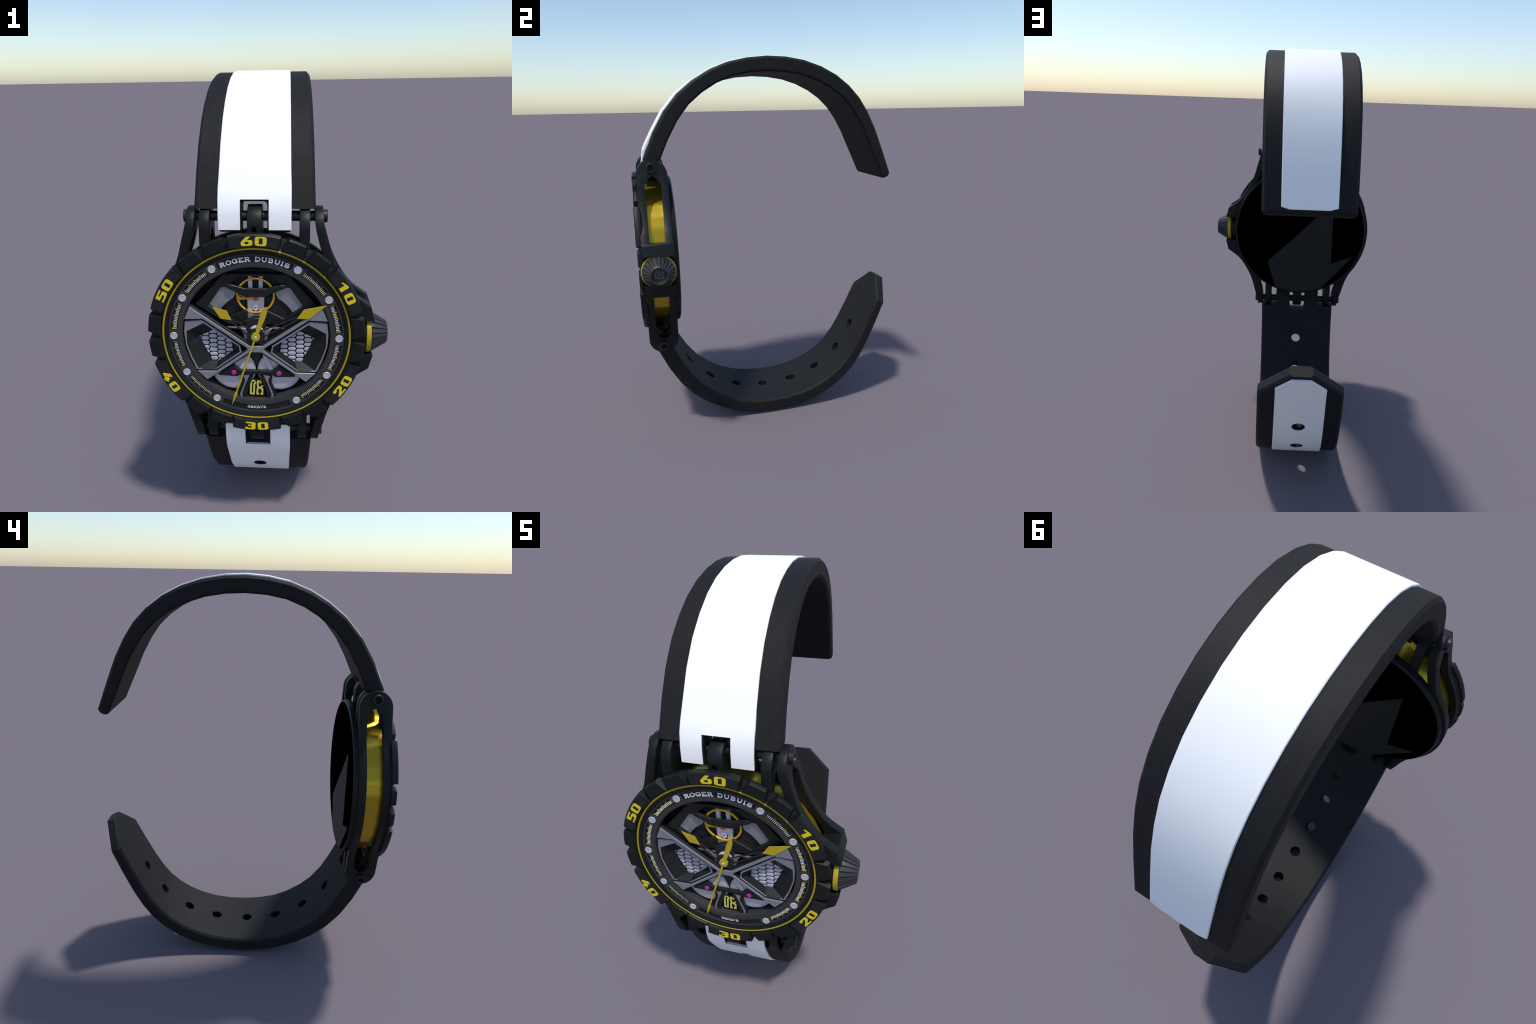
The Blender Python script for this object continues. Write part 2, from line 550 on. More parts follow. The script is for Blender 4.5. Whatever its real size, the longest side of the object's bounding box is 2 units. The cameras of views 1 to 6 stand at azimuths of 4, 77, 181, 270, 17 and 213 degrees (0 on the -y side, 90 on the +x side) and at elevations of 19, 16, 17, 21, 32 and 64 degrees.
def frame_band(name, outer, inner, ends, windows, mid_shift=(0, 0), notch_end=None):
    """Ribbon round the case: outer/inner rails in dial coordinates, spread in y.
    ends: half-round lug ends at start / finish; windows: list of (s0, s1, shape0, shape1) in path length."""
    cum = [0]
    for a, b in zip(outer, outer[1:]):
        cum.append(cum[-1] + math.dist(a, b))
    total = cum[-1]

    def at(path, s):
        for i in range(len(cum) - 1):
            if s <= cum[i + 1] + 1e-9:
                f = (s - cum[i]) / (cum[i + 1] - cum[i])
                return (path[i][0] + (path[i + 1][0] - path[i][0]) * f, path[i][1] + (path[i + 1][1] - path[i][1]) * f)
        return path[-1]

    rr = (Y_B - Y_F) / 2
    ym = (Y_B + Y_F) / 2

    def span(s):
        h = rr
        for e, d in ((ends[0], s), (ends[1], total - s)):
            if e and d < rr:
                h = min(h, rr * math.sqrt(max(0, 1 - ((rr - d) / rr) ** 2)) + 0.004 * (d < 1e-6))
        return h

    ss = set(round(total * i / 60, 5) for i in range(61))
    for d in (0.0, .002, .005, .01, .016, .024, .034, .046, .06):
        if ends[0]:
            ss.add(round(d, 5))
        if ends[1]:
            ss.add(round(total - d, 5))
    wh = .0385
    wm = -.6245

    def win(s):
        for a, b, ka, kb in windows:
            if a <= s <= b:
                h = wh
                if ka:
                    h = min(h, wh * min(1, ((s - a) / 0.04) ** ka))
                if kb:
                    h = min(h, wh * min(1, ((b - s) / 0.04) ** kb))
                return h
        return 0.0

    for a, b, ka, kb in windows:
        ss |= {round(a - 1e-4, 5), round(a + 1e-5, 5), round(b - 1e-5, 5), round(b + 1e-4, 5)}
        for k in (.004, .009, .015, .022, .03, .04):
            ss.add(round(a + k, 5))
            ss.add(round(b - k, 5))
    ss = sorted(x for x in ss if 0 <= x <= total + 1e-9)
    bm = bmesh.new()
    cols = []
    for s in ss:
        o, i_ = at(outer, s), at(inner, s)
        h, w = span(s), win(s)
        w = min(w, h * .9)
        ys = [ym - h, min(wm - w, ym + h * .2), max(wm + w, ym - h * .2) if w else min(wm - w, ym + h * .2), ym + h]
        dx = (0, 0)
        row = []
        for k, y in enumerate(ys):
            sh = mid_shift if (k in (1, 2) and notch_end is not None and abs(s - (0 if notch_end == 0 else total)) < 1e-6) else (0, 0)
            row.append((bm.verts.new(W((o[0] + sh[0], o[1] + sh[1]), y)), bm.verts.new(W((i_[0] + sh[0], i_[1] + sh[1]), y))))
        cols.append((row, w))
    for (ra, wa), (rb, wb) in zip(cols, cols[1:]):
        opened = wa > 0 or wb > 0
        for k0, k1 in ((0, 1), (2, 3)):
            bm.faces.new([ra[k0][0], ra[k1][0], rb[k1][0], rb[k0][0]])
            bm.faces.new([ra[k0][1], ra[k1][1], rb[k1][1], rb[k0][1]])
        for k in (0, 3):
            bm.faces.new([ra[k][0], ra[k][1], rb[k][1], rb[k][0]])
        if opened:
            for k in (1, 2):
                bm.faces.new([ra[k][0], ra[k][1], rb[k][1], rb[k][0]])
    for row in (cols[0][0], cols[-1][0]):
        for k0, k1 in ((0, 1), (2, 3)):
            try:
                bm.faces.new([row[k0][0], row[k1][0], row[k1][1], row[k0][1]])
            except ValueError:
                pass
    bmesh.ops.remove_doubles(bm, verts=bm.verts, dist=2e-5)
    bmesh.ops.dissolve_degenerate(bm, edges=bm.edges, dist=1e-5)
    seen, dup = {}, []
    for f in bm.faces:
        key = frozenset(v.index for v in f.verts)
        seen.setdefault(key, []).append(f)
    bmesh.ops.recalc_face_normals(bm, faces=bm.faces)
    return finish(bm, name, CARBON, None, angle=40, weld=0, bevel=0.003, bevel_angle=60, segs=2)


def smooth(pts, n=5):
    """Catmull-Rom through control points"""
    out = []
    P = [Vector(p) for p in pts]
    for i in range(len(P) - 1):
        p0, p1, p2, p3 = P[max(0, i - 1)], P[i], P[i + 1], P[min(len(P) - 1, i + 2)]
        for k in range(n):
            t = k / n
            out.append(tuple(0.5 * ((2 * p1) + (p2 - p0) * t + (2 * p0 - 5 * p1 + 4 * p2 - p3) * t * t + (3 * p1 - p0 - 3 * p2 + p3) * t ** 3)))
    out.append(tuple(P[-1]))
    return out


def pathlen(p, upto=None):
    return sum(math.dist(a, b) for a, b in zip(p, p[1:]))


def s_at_height(path, zz):
    s = 0
    for a, b in zip(path, path[1:]):
        if (a[1] - zz) * (b[1] - zz) <= 0 and a[1] != b[1]:
            return s + math.dist(a, b) * (a[1] - zz) / (a[1] - b[1])
        s += math.dist(a, b)
    return s


# right-hand frames end in crown guards
g_out = smooth([(.254, .5085), (.257, .455), (.273, .395), (.293, .325), (.316, .272), (.347, .219), (.377, .181), (.409, .155), (.444, .131)]) + [(.4585, .074)]
g_in = smooth([(.225, .5085), (.225, .455), (.238, .395), (.258, .325), (.280, .264), (.310, .226), (.336, .193), (.362, .153), (.374, .122)]) + [(.384, .074)]
for sg in (1, -1):
    o = [(x, z_ * sg) for x, z_ in g_out]
    i = [(x, z_ * sg) for x, z_ in g_in]
    L = pathlen(g_out)
    frame_band("case_frame", o, i, (True, False), [(s_at_height(g_out, .432), s_at_height(g_out, .133), .75 if sg > 0 else .45, 0)],
               mid_shift=(0, .014 * sg), notch_end=1)
# left-hand frame runs from lug to lug
half_o = [(-.254, .5085), (-.257, .455), (-.273, .395), (-.291, .328), (-.315, .270)] + [pol(.4125, a) for a in (-58, -68, -79, -90)]
half_i = [(-.225, .5085), (-.225, .455), (-.238, .395), (-.256, .328), (-.286, .264)] + [pol(.383, a) for a in (-58, -68, -79, -90)]
full_o = smooth(half_o + [(x, -z_) for x, z_ in half_o[-2::-1]])
full_i = smooth(half_i + [(x, -z_) for x, z_ in half_i[-2::-1]])
L = pathlen(full_o)
s0 = s_at_height(full_o, .432)
frame_band("case_frame", full_o, full_i, (True, True), [(s0, L - s0, .75, .45)])

# inner lug bars and centre lugs
for sg in (1, -1):
    for sx in (1, -1):
        p = [(sx * .206, sg * z_) for z_ in (.5085, .46, .42, .38, .34, .30)]
        q = [(sx * .168, sg * z_) for z_ in (.5085, .46, .42, .38, .34, .30)]
        frame_band("lug_bar", p, q, (True, False), [(.085, .2085, .6, 0)])
    bm = bmesh.new()
    prof = [(-.700, .36), (-.702, .44)]
    prof += [(-.634 + .068 * cos(radians(a)), .452 + .064 * sin(radians(a))) for a in range(180, -1, -12)]
    prof += [(-.566, .40), (-.575, .36)]
    add_loft(bm, [[(CX + x, y, CZ + sg * z_) for y, z_ in prof] for x in (-.026, .028)])
    lug = finish(bm, "strap_lug", CARBON, None, angle=40, bevel=.003, bevel_angle=50)
    bc = bmesh.new()
    add_loft(bc, [[(CX + x, y, CZ + sg * z_) for x, z_ in ((-.009, .35), (.009, .35), (.009, .446), (-.009, .446))] for y in (-.74, -.672)])
    cut(lug, bc)


def tube(name, c, axis, prof, mat, parent=None, n=32, caps=True):
    """profile [(radius, position along axis)]"""
    ax = Vector(axis)
    u = Vector((0, 0, 1)) if abs(ax.z) < .9 else Vector((1, 0, 0))
    v = ax.cross(u)
    bm = bmesh.new()
    rings = [[tuple(Vector(c) + ax * h + (u * cos(2 * pi * i / n) + v * sin(2 * pi * i / n)) * r) for i in range(n)] for r, h in prof]
    add_loft(bm, rings, caps=caps)
    return finish(bm, name, mat, parent, angle=35)


YP = -.630
for sg in (1, -1):
    zz = CZ + sg * .471
    bar = tube("spring_bar", (CX, YP, zz), (1, 0, 0), [(.0195, -.25), (.0195, .25)], STEEL)
    for sx in (1, -1):
        tube("screw_head", (CX, YP, zz), (sx, 0, 0), [(.022, .25), (.0245, .252), (.0245, .2695), (.0225, .272), (.017, .272), (.016, .2705), (.016, .262), (.001, .262)], STEEL, bar)
        tube("recess_dark_disc", (CX, YP, zz), (sx, 0, 0), [(.0155, .260), (.0155, .2645)], BLACK, bar)  # black disc laid on the recess floor to darken the hole

# ------------------------------------------------------------------ crown
bm = bmesh.new()
c0 = Vector((CX, YP, CZ - .002))
NF = 22
rings = []
for r0, r1, x in ((.0800, .0775, .4515), (.0795, .0700, .456), (.0485, .0430, .5090), (.0465, .0465, .5130)):
    ring = []
    for k in range(NF):
        for f, r in ((.0, r0), (.74, r0), (.80, r1), (.94, r1)):
            a = 2 * pi * (k + f) / NF
            ring.append(tuple(c0 + Vector((x, r * cos(a), r * sin(a)))))
    rings.append(ring)
for r, x in ((.0445, .5145), (.042, .5165), (.0385, .5165), (.036, .513), (.0345, .4985), (.001, .4985)):
    rings.append([tuple(c0 + Vector((x, r * cos(2 * pi * (k + f) / NF), r * sin(2 * pi * (k + f) / NF)))) for k in range(NF) for f in (0, .74, .80, .94)])
add_loft(bm, rings)
crown = finish(bm, "crown", CROWN, None, angle=30)
tube("crown_ring", c0, (1, 0, 0), [(.070, .430), (.082, .4305), (.0838, .4325), (.0838, .4475), (.082, .4495), (.06, .4515)], YRING, crown, n=64)
tube("crown_stem", c0, (1, 0, 0), [(.073, .375), (.073, .431)], CARBON, crown, n=40)
bm = bmesh.new()
u = .0052
mono = [[(-4.2, -2.6), (-2.9, -2.6), (-2.9, 2.2), (-2.2, 3), (.6, 3), (.6, -.6)],
        [(4.2, 2.6), (2.9, 2.6), (2.9, -2.2), (2.2, -3), (-.9, -3), (-.9, .6), (.5, .6)]]
for k, m in enumerate(mono):
    Lr, Rr = ribbon([(p[0] * u * 1.12, p[1] * u) for p in m], u * 1.25)
    xf = .5005 + .0003 * k
    add_loft(bm, [[tuple(c0 + Vector((xf, l.x, l.y))), tuple(c0 + Vector((xf, r.x, r.y))), tuple(c0 + Vector((.497, r.x, r.y))), tuple(c0 + Vector((.497, l.x, l.y)))] for l, r in zip(Lr, Rr)])
finish(bm, "crown_emblem", EMBLEM, crown, weld=0)

# ------------------------------------------------------------------ bezel
bezel = lathe("bezel", [(.380, -.688), (.412, -.688), (.4155, -.692), (.4155, -.700), (.404, -.7065), (.378, -.7125), (.375, -.7160), (.3715, -.7160), (.3708, -.705)], CARBON, n=120)
lathe("bezel_ring", [(.3705, -.705), (.3705, -.7130), (.3692, -.7158), (.3660, -.7172), (.3628, -.7158), (.3612, -.7125), (.3608, -.705)], YRING, bezel, n=144, angle=60)


def bezel_block(a0, a1, numbered):
    """one raised block; flanks slope so that neighbours leave a V groove"""
    bm = bmesh.new()
    n = 8
    i_in, i_out = (.8, 1.5) if numbered else (.9, 3.1)
    top = -.7265 if numbered else -.7235
    rings = []
    for i in range(n + 1):
        f = i / n
        at = lambda k: a0 + k + (a1 - a0 - 2 * k) * f
        rings.append([W(pol(.3715, at(.1)), -.7125), W(pol(.3755, at(i_in)), top + .002), W(pol(.3785, at(i_in)), top), W(pol(.4195, at(i_out)), top),
                      W(pol(.4250, at(i_out)), top + .005), W(pol(.4275, at(i_out)), -.708), W(pol(.4250, at(i_out * .8)), -.697), W(pol(.4165, at(.1)), -.6945), W(pol(.40, at(.1)), -.6945)])
    add_loft(bm, rings)
    return finish(bm, "bezel_segment", CARBON, bezel, angle=25)


for k in range(6):
    a = 60 * k
    bezel_block(a - 15, a + 15, True)
    bezel_block(a + 15, a + 30, False)
    bezel_block(a + 30, a + 45, False)
    bm = bmesh.new()
    add_sector(bm, .3800, .4180, a - 12.9, a + 12.9, -.7270, -.724)
    finish(bm, "bezel_panel", PANEL, bezel, angle=25)
    for b in (a + 22.5, a + 37.5):
        bm = bmesh.new()
        rings = []
        for i in range(7):
            f = i / 6 * 2 - 1
            ai, ao = b + f * 5.9, b + f * 3.9
            rings.append([W(pol(.3805, ai), -.7243), W(pol(.4175, ao), -.7243), W(pol(.4175, ao), -.721), W(pol(.3805, ai), -.721)])
        add_loft(bm, rings)
        finish(bm, "bezel_panel", CARBON, bezel, angle=25)

# numerals: outlines in a 1 x 1 box, (x, y, corner radius); further loops are counters
Q = .20
DIG = {
    '0': [[(0, 0, .26), (1, 0, .26), (1, 1, .26), (0, 1, .26)], [(.335, .17, .05), (.665, .17, .05), (.665, .83, .05), (.335, .83, .05)]],
    '1': [[(.40, 0, .02), (.78, 0, .02), (.78, 1, .02), (.56, 1, .02), (.06, .74, .02), (.06, .58, .02), (.40, .72, .02)]],
    '2': [[(0, 0, .03), (1, 0, .02), (1, .18, .02), (.50, .19, .02), (1, .56, .12), (1, 1, .26), (0, 1, .26), (0, .66, .03), (.34, .66, .03), (.36, .81, .06), (.64, .81, .06), (.64, .60, .06), (0, .16, .03)]],
    '3': [[(0, 0, .22), (1, 0, .26), (1, .50, .12), (.88, .535, .02), (1, .58, .12), (1, 1, .26), (.02, 1, .10), (.05, .80, .02), (.64, .80, .06), (.64, .62, .04), (.30, .62, .02), (.30, .44, .02), (.64, .44, .04), (.64, .19, .05), (.28, .19, .05), (.24, .28, .02), (0, .28, .02)]],
    '4': [[(.50, 0, .02), (.84, 0, .02), (.84, .18, .02), (1, .18, .02), (1, .36, .02), (.84, .36, .02), (.84, .62, .02), (.50, .62, .02), (.50, .36, .02), (.36, .36, .02), (.74, 1, .02), (.36, 1, .02), (0, .36, .03), (0, .18, .02), (.50, .18, .02)]],
    '5': [[(0, 0, .03), (1, 0, .26), (1, .64, .22), (.37, .64, .02), (.37, .81, .02), (.97, .81, .02), (.97, 1, .02), (.04, 1, .03), (.04, .45, .02), (.64, .45, .05), (.64, .19, .05), (0, .19, .02)]],
    '6': [[(0, 0, .26), (1, 0, .26), (1, .62, .22), (.54, .62, .02), (.86, 1, .02), (.48, 1, .03), (0, .44, .12)], [(.335, .18, .07), (.665, .18, .07), (.665, .46, .07), (.335, .46, .07)]],
}


def fillet(pts):
    """round the corners of a closed outline of (x, y, radius)"""
    n = len(pts)
    out = []
    for i, (x, y, r) in enumerate(pts):
        P, A, B = Vector((x, y)), Vector(pts[i - 1][:2]), Vector(pts[(i + 1) % n][:2])
        k = min(r, (A - P).length * .48, (B - P).length * .48)
        a, b = P + (A - P).normalized() * k, P + (B - P).normalized() * k
        for t in (0, .25, .5, .75, 1):
            out.append(tuple(a * (1 - t) ** 2 + P * 2 * t * (1 - t) + b * t * t))
    return out


def numeral(ch, r, a, inward):
    pl = place_at(r, a, inward)
    loops = [[((x - .5) * .0435, (y - .5) * .0350) for x, y in fillet(lp)] for lp in DIG[ch]]
    plate_with_holes("bezel_numeral", [[pl(p) for p in lp] for lp in loops], -.7276, -.7250, YELLOW, bezel, bevel=.0003)


for k, txt in enumerate(("60", "10", "20", "30", "40", "50")):
    a = 60 * k
    inward = txt in ("20", "30", "40")
    for ch, da in zip(txt, (-3.75, 3.75)):
        numeral(ch, .3995, a + (-da if inward else da), inward)

# ------------------------------------------------------------------ dial
FL = -.7085                         # flange face
dial = lathe("dial", [(.293, -.700), (.293, -.652), (.001, -.652)], BLACK, n=72)
lathe("dial_rim", [(.3435, FL + .006), (.3435, FL), (.3455, FL - .0005), (.357, -.7165), (.3595, -.7168), (.3606, -.7158), (.3606, -.705)], CARBON, dial, n=120)
bm = bmesh.new()
R0, RA, RB, R1 = .2905, .3095, .3385, .3440
add_sector(bm, R0 + .004, RA, 0, 360, FL, -.700)
add_sector(bm, R0, R0 + .004, 0, 360, FL + .003, -.655)
add_sector(bm, RB, R1, 0, 360, FL, -.700)
wins = [(-26, 26)] + [(34.4 + 30 * k, 56.2 + 30 * k) for k in range(4)] + [(155, 205)] + [(214.2 + 30 * k, 235.8 + 30 * k) for k in range(4)]
for (a, b), (c, d) in zip(wins, wins[1:] + [(334, 0)]):
    add_sector(bm, RA, RB, b, c, FL, -.700, step=1.5)
finish(bm, "dial_flange", FLANGE, dial, angle=30, weld=0)
bm = bmesh.new()
add_sector(bm, RA - .001, RB + .001, 0, 360, FL + .0055, -.699)
finish(bm, "flange_floor", PANEL, dial, angle=30)

for h in (1, 2, 3, 4, 5, 7, 8, 9, 10, 11):
    bm = bmesh.new()
    p = pol(.3254, 30 * h)
    rings = [[W(q, y) for q in disc_poly(p, r, 28)] for r, y in ((.0152, FL + .001), (.0152, FL - .002), (.0142, FL - .0032), (.0112, FL - .0034), (.0106, FL - .0026), (.0001, FL - .0026))]
    add_loft(bm, rings)
    finish(bm, "hour_marker", DOT, dial, angle=30)

by, bw = bmesh.new(), bmesh.new()
for a, b in wins:
    if b - a > 40:
        continue
    for i in range(17):
        t = a + 1.0 + (b - a - 2.0) * i / 16
        if i % 4 == 0:
            add_sector(by, .3150, .3330, t - .24, t + .24, FL + .0035, FL + .006)
        else:
            add_sector(bw, .3150, .3275, t - .22, t + .22, FL + .0035, FL + .006)
finish(by, "minute_track", TICKY, dial, stuff=True, weld=0)
finish(bw, "minute_track", PRINT, dial, stuff=True, weld=0)

# lettering: slab-serif strokes in a box of width 1 (per letter) and height 1
SER = .30


def serif(x, y, w=SER):
    return ([(x - w, y), (x + w, y)], False)


LET = {
    'R': (1.0, [([(.16, 0), (.16, 1)], 0), ([(.0, 1), (.55, 1), (.74, .90), (.78, .76), (.74, .60), (.55, .50), (.16, .50)], 0), ([(.50, .50), (.80, .0)], 0), ([(-.02, 0), (.36, 0)], 0), ([(.68, 0), (1.0, 0)], 0)]),
    'O': (1.0, [(arc(.48, .5, .44, .5, 0, 342, 19), 1)]),
    'G': (1.0, [(arc(.48, .5, .44, .5, 40, 340, 16), 0), ([(.92, .44), (.58, .44)], 0), ([(.86, .44), (.86, 0)], 0), ([(.86, 1.0), (.86, .66)], 0)]),
    'E': (.88, [([(.14, 0), (.14, 1)], 0), ([(-.02, 1), (.76, 1), (.76, .74)], 0), ([(.14, .52), (.5, .52)], 0), ([(-.02, 0), (.8, 0), (.8, .28)], 0)]),
    'D': (1.0, [([(.16, 0), (.16, 1)], 0), ([(0, 1), (.48, 1), (.74, .90), (.88, .68), (.88, .32), (.74, .10), (.48, 0), (0, 0)], 0)]),
    'U': (1.0, [([(.14, 1), (.14, .30), (.26, .08), (.48, 0), (.70, .08), (.82, .30), (.82, 1)], 0), ([(-.02, 1), (.32, 1)], 0), ([(.64, 1), (.98, 1)], 0)]),
    'B': (.95, [([(.16, 0), (.16, 1)], 0), ([(0, 1), (.52, 1), (.70, .92), (.74, .76), (.68, .60), (.52, .53), (.16, .53)], 0), ([(.52, .53), (.74, .45), (.80, .27), (.74, .08), (.55, 0), (0, 0)], 0)]),
    'I': (.52, [([(.2, 0), (.2, 1)], 0), ([(0, 1), (.40, 1)], 0), ([(0, 0), (.40, 0)], 0)]),
    'S': (.86, [([(.74, .80), (.62, .95), (.40, 1), (.18, .95), (.06, .80), (.10, .63), (.30, .54), (.52, .48), (.72, .38), (.77, .22), (.66, .06), (.42, 0), (.18, .04), (.04, .18)], 0), ([(.75, 1.0), (.75, .68)], 0), ([(.03, .32), (.03, 0)], 0)]),
    'N': (1.05, [([(.14, 0), (.14, 1), (.80, 0), (.80, 1)], 0), ([(-.04, 0), (.32, 0)], 0), ([(.62, 1), (.98, 1)], 0)]),
    'V': (1.0, [([(.10, 1), (.46, 0), (.82, 1)], 0), ([(-.06, 1), (.28, 1)], 0), ([(.64, 1), (.98, 1)], 0)]),
    ' ': (.45, []),
}


def lettering(txt, r, h, wscale, stroke, inward, name):
    gap = .20
    tot = sum(LET[c][0] + gap for c in txt) - gap
    x = -tot / 2
    bm = bmesh.new()
    for ch in txt:
        w, strokes = LET[ch]
        mid = (x + w / 2) * wscale
        a = math.degrees(mid / r)
        pl = place_at(r, (180 - a) if inward else a, inward)
        for k, (pts, closed) in enumerate(strokes):
            g = [((p[0] - w / 2) * wscale, (p[1] - .5) * (h - stroke)) for p in pts]
            add_ribbon(bm, g, stroke, pl, FL + .0032 - .00012 * k, FL + .006, bool(closed))
        x += w + gap
    finish(bm, name, PRINT, dial, stuff=True, weld=0)


lettering("ROGER DUBUIS", .3225, .0195, .0210, .0040, False, "dial_lettering")
lettering("GENEVE", .3225, .0115, .0112, .0021, True, "dial_lettering")

# --- crossed bridge (silver over a dark carrier)
half_x = [(.258, .124), (.281, .070), (.208, .073), (.034, -.052), (.034, -.063), (.161, -.1585), (.238, -.160), (.2005, -.1995), (.024, -.070)]
top_v = [(-.024, -.043), (.024, -.043)]
xp = [top_v[1]] + half_x + [(-x, z_) for x, z_ in half_x[::-1]] + [top_v[0]]
prism("crossed_bridge", xp, -.7045, -.699, SILVER, dial, bevel=.0012)
dark = [(.026, -.029), (.272, .142), (.290, .078), (.2045, .066), (.041, -.053), (.041, -.062), (.163, -.150), (.246, -.151), (.205, -.207), (.021, -.078)]
prism("bridge_carrier", dark + [(-x, z_) for x, z_ in dark[::-1]], -.7005, -.672, SLATE, dial, bevel=.0035)


# --- honeycomb pockets
def clip(poly, region):
    """keep the part of poly inside the convex region"""
    area = sum(a[0] * b[1] - b[0] * a[1] for a, b in zip(region, region[1:] + region[:1]))
    if area < 0:
        region = region[::-1]
    out = poly
    for a, b in zip(region, region[1:] + region[:1]):
        if not out:
            break
        nx, res = out, []
        side = lambda p: (b[0] - a[0]) * (p[1] - a[1]) - (b[1] - a[1]) * (p[0] - a[0])
        for p, q in zip(nx, nx[1:] + nx[:1]):
            sp, sq = side(p), side(q)
            if sp >= 0:
                res.append(p)
            if sp * sq < 0:
                t = sp / (sp - sq)
                res.append((p[0] + (q[0] - p[0]) * t, p[1] + (q[1] - p[1]) * t))
        out = res
    return out


outl = [(.281, .058), (.212, .0645), (.064, -.044), (.0585, -.0755), (.1675, -.158), (.243, -.156), (.266, -.100), (.2815, -.046), (.286, .010)]
pock = [(.276, .014), (.207, .051), (.138, .001), (.0685, -.0485), (.065, -.0735), (.167, -.151), (.236, -.151), (.260, -.097), (.2765, -.042)]
flo = [(.231, -.021), (.175, .008), (.138, -.017), (.1005, -.041), (.095, -.0845), (.153, -.129), (.1825, -.129), (.200, -.095), (.216, -.055)]
for sx in (1, -1):
    f = lambda L: [(sx * x, z_) for x, z_ in L]
    plate_with_holes("pocket_frame", [f(outl), f(pock)], -.6985, -.674, SILVER, dial, bevel=.0012)
    bm = bmesh.new()
    a = [bm.verts.new(W(p, -.6965)) for p in f(pock)]
    b = [bm.verts.new(W(p, -.662)) for p in f(flo)]
    n = len(a)
    for i in range(n):
        bm.faces.new([a[i], a[(i + 1) % n], b[(i + 1) % n], b[i]])
    wall = finish(bm, "pocket_wall", SLATE, dial)
    prism("pocket_floor", [(x * 1.0, z_) for x, z_ in f(flo)], -.6635, -.650, BLACK, dial)
    region = f([(.231, -.021), (.175, .008), (.1005, -.041), (.095, -.0845), (.153, -.129), (.1825, -.129)])
    for col in range(-4, 3):
        for row in range(-8, 4):
            cx = .175 + col * .0328
            cz = -.020 + row * .0202 - (.0101 if col % 2 else 0)
            hexa = [(cx - .0176, cz), (cx - .0107, cz + .0077), (cx + .0107, cz + .0077), (cx + .0176, cz), (cx + .0107, cz - .0077), (cx - .0107, cz - .0077)]
            p = clip(hexa, [(abs(x), z_) for x, z_ in region])
            if len(p) < 3:
                continue
            ar = abs(sum(q[0] * r[1] - r[0] * q[1] for q, r in zip(p, p[1:] + p[:1]))) / 2
            if ar < 2.5e-5:
                continue
            bm = bmesh.new()
            add_prism(bm, f(p), -.6675, -.655)
            finish(bm, "honeycomb_cell", HEX, dial, bevel=.0009, bevel_angle=60, segs=2, angle=50)

# --- upper plate with two side windows and a centre opening
plate = [(-.237, .126), (-.140, .240), (-.124, .256), (.126, .256), (.142, .240), (.236, .130), (.112, .044), (-.112, .044)]
opening = [(-.186, .123), (-.135, .199), (-.112, .200), (-.080, .190), (-.094, .214), (-.062, .246), (.064, .246), (.098, .214), (.080, .190), (.116, .201), (.135, .199), (.186, .122),
           (.113, .070), (.038, .108), (.038, .064), (-.038, .064), (-.038, .108), (-.108, .070)]
plate_with_holes("movement_bridge", [plate, opening], -.686, -.650, SLATE, dial, bevel=.003)
backing = [(-.20, .13), (-.14, .215), (-.10, .262), (.10, .262), (.14, .215), (.20, .13), (.12, .06), (-.12, .06)]
prism("window_backing", backing, -.655, -.640, DRUM, dial)
for sx in (1, -1):
    sil = [(.078, .186), (.112, .2015), (.136, .2005), (.188, .124), (.156, .100)] + [(.16 * sin(radians(a)) * 1.02, .02 + .155 * cos(radians(a))) for a in (62, 54, 46, 38, 32)] + [(.078, .168)]
    prism("steel_plate", [(sx * x, z_) for x, z_ in sil], -.676, -.640, SILVER, dial, bevel=.0015)
    if sx < 0:
        prism("plate_rib", [(-.179, .126), (-.134, .194), (-.129, .190), (-.170, .126), (-.150, .112), (-.153, .108)], -.6785, -.676, SILVERD, dial)
    prism("movement_drum", [(sx * x, z_) for x, z_ in [(.040, .10), (.04, .150), (.078, .166)] + [(.163 * sin(radians(a)), .02 + .155 * cos(radians(a))) for a in (30, 36, 42, 48, 54, 62, 70)] + [(.11, .068)]], -.664, -.650, DRUM, dial, bevel=.003)
    prism("balance_post", [(sx * x, z_) for x, z_ in [(.0125, .15), (.0125, .2435), (.0285, .2435), (.0285, .15)]], -.670, -.640, PLATEW, dial, bevel=.001)
prism("balance_plate", [(-.033, .060), (-.033, .166), (.033, .166), (.033, .060)], -.6685, -.640, PLATEW, dial, bevel=.0012)
prism("balance_cock", disc_poly((0, .150), .029, 36), -.672, -.666, PLATEW, dial, bevel=.001, angle=30)
prism("regulator_slot", [(-.011, .082), (-.011, .112), (.011, .112), (.011, .082)], -.6722, -.669, BLACK, dial)
prism("regulator_head", [(-.010, .104), (-.010, .127), (.010, .127), (.010, .104), (0, .096)], -.6765, -.669, PLATEW, dial, bevel=.001)
prism("ruby_jewel", disc_poly((0, .114), .0042, 20), -.678, -.672, RUBY, dial, bevel=.001, angle=30)

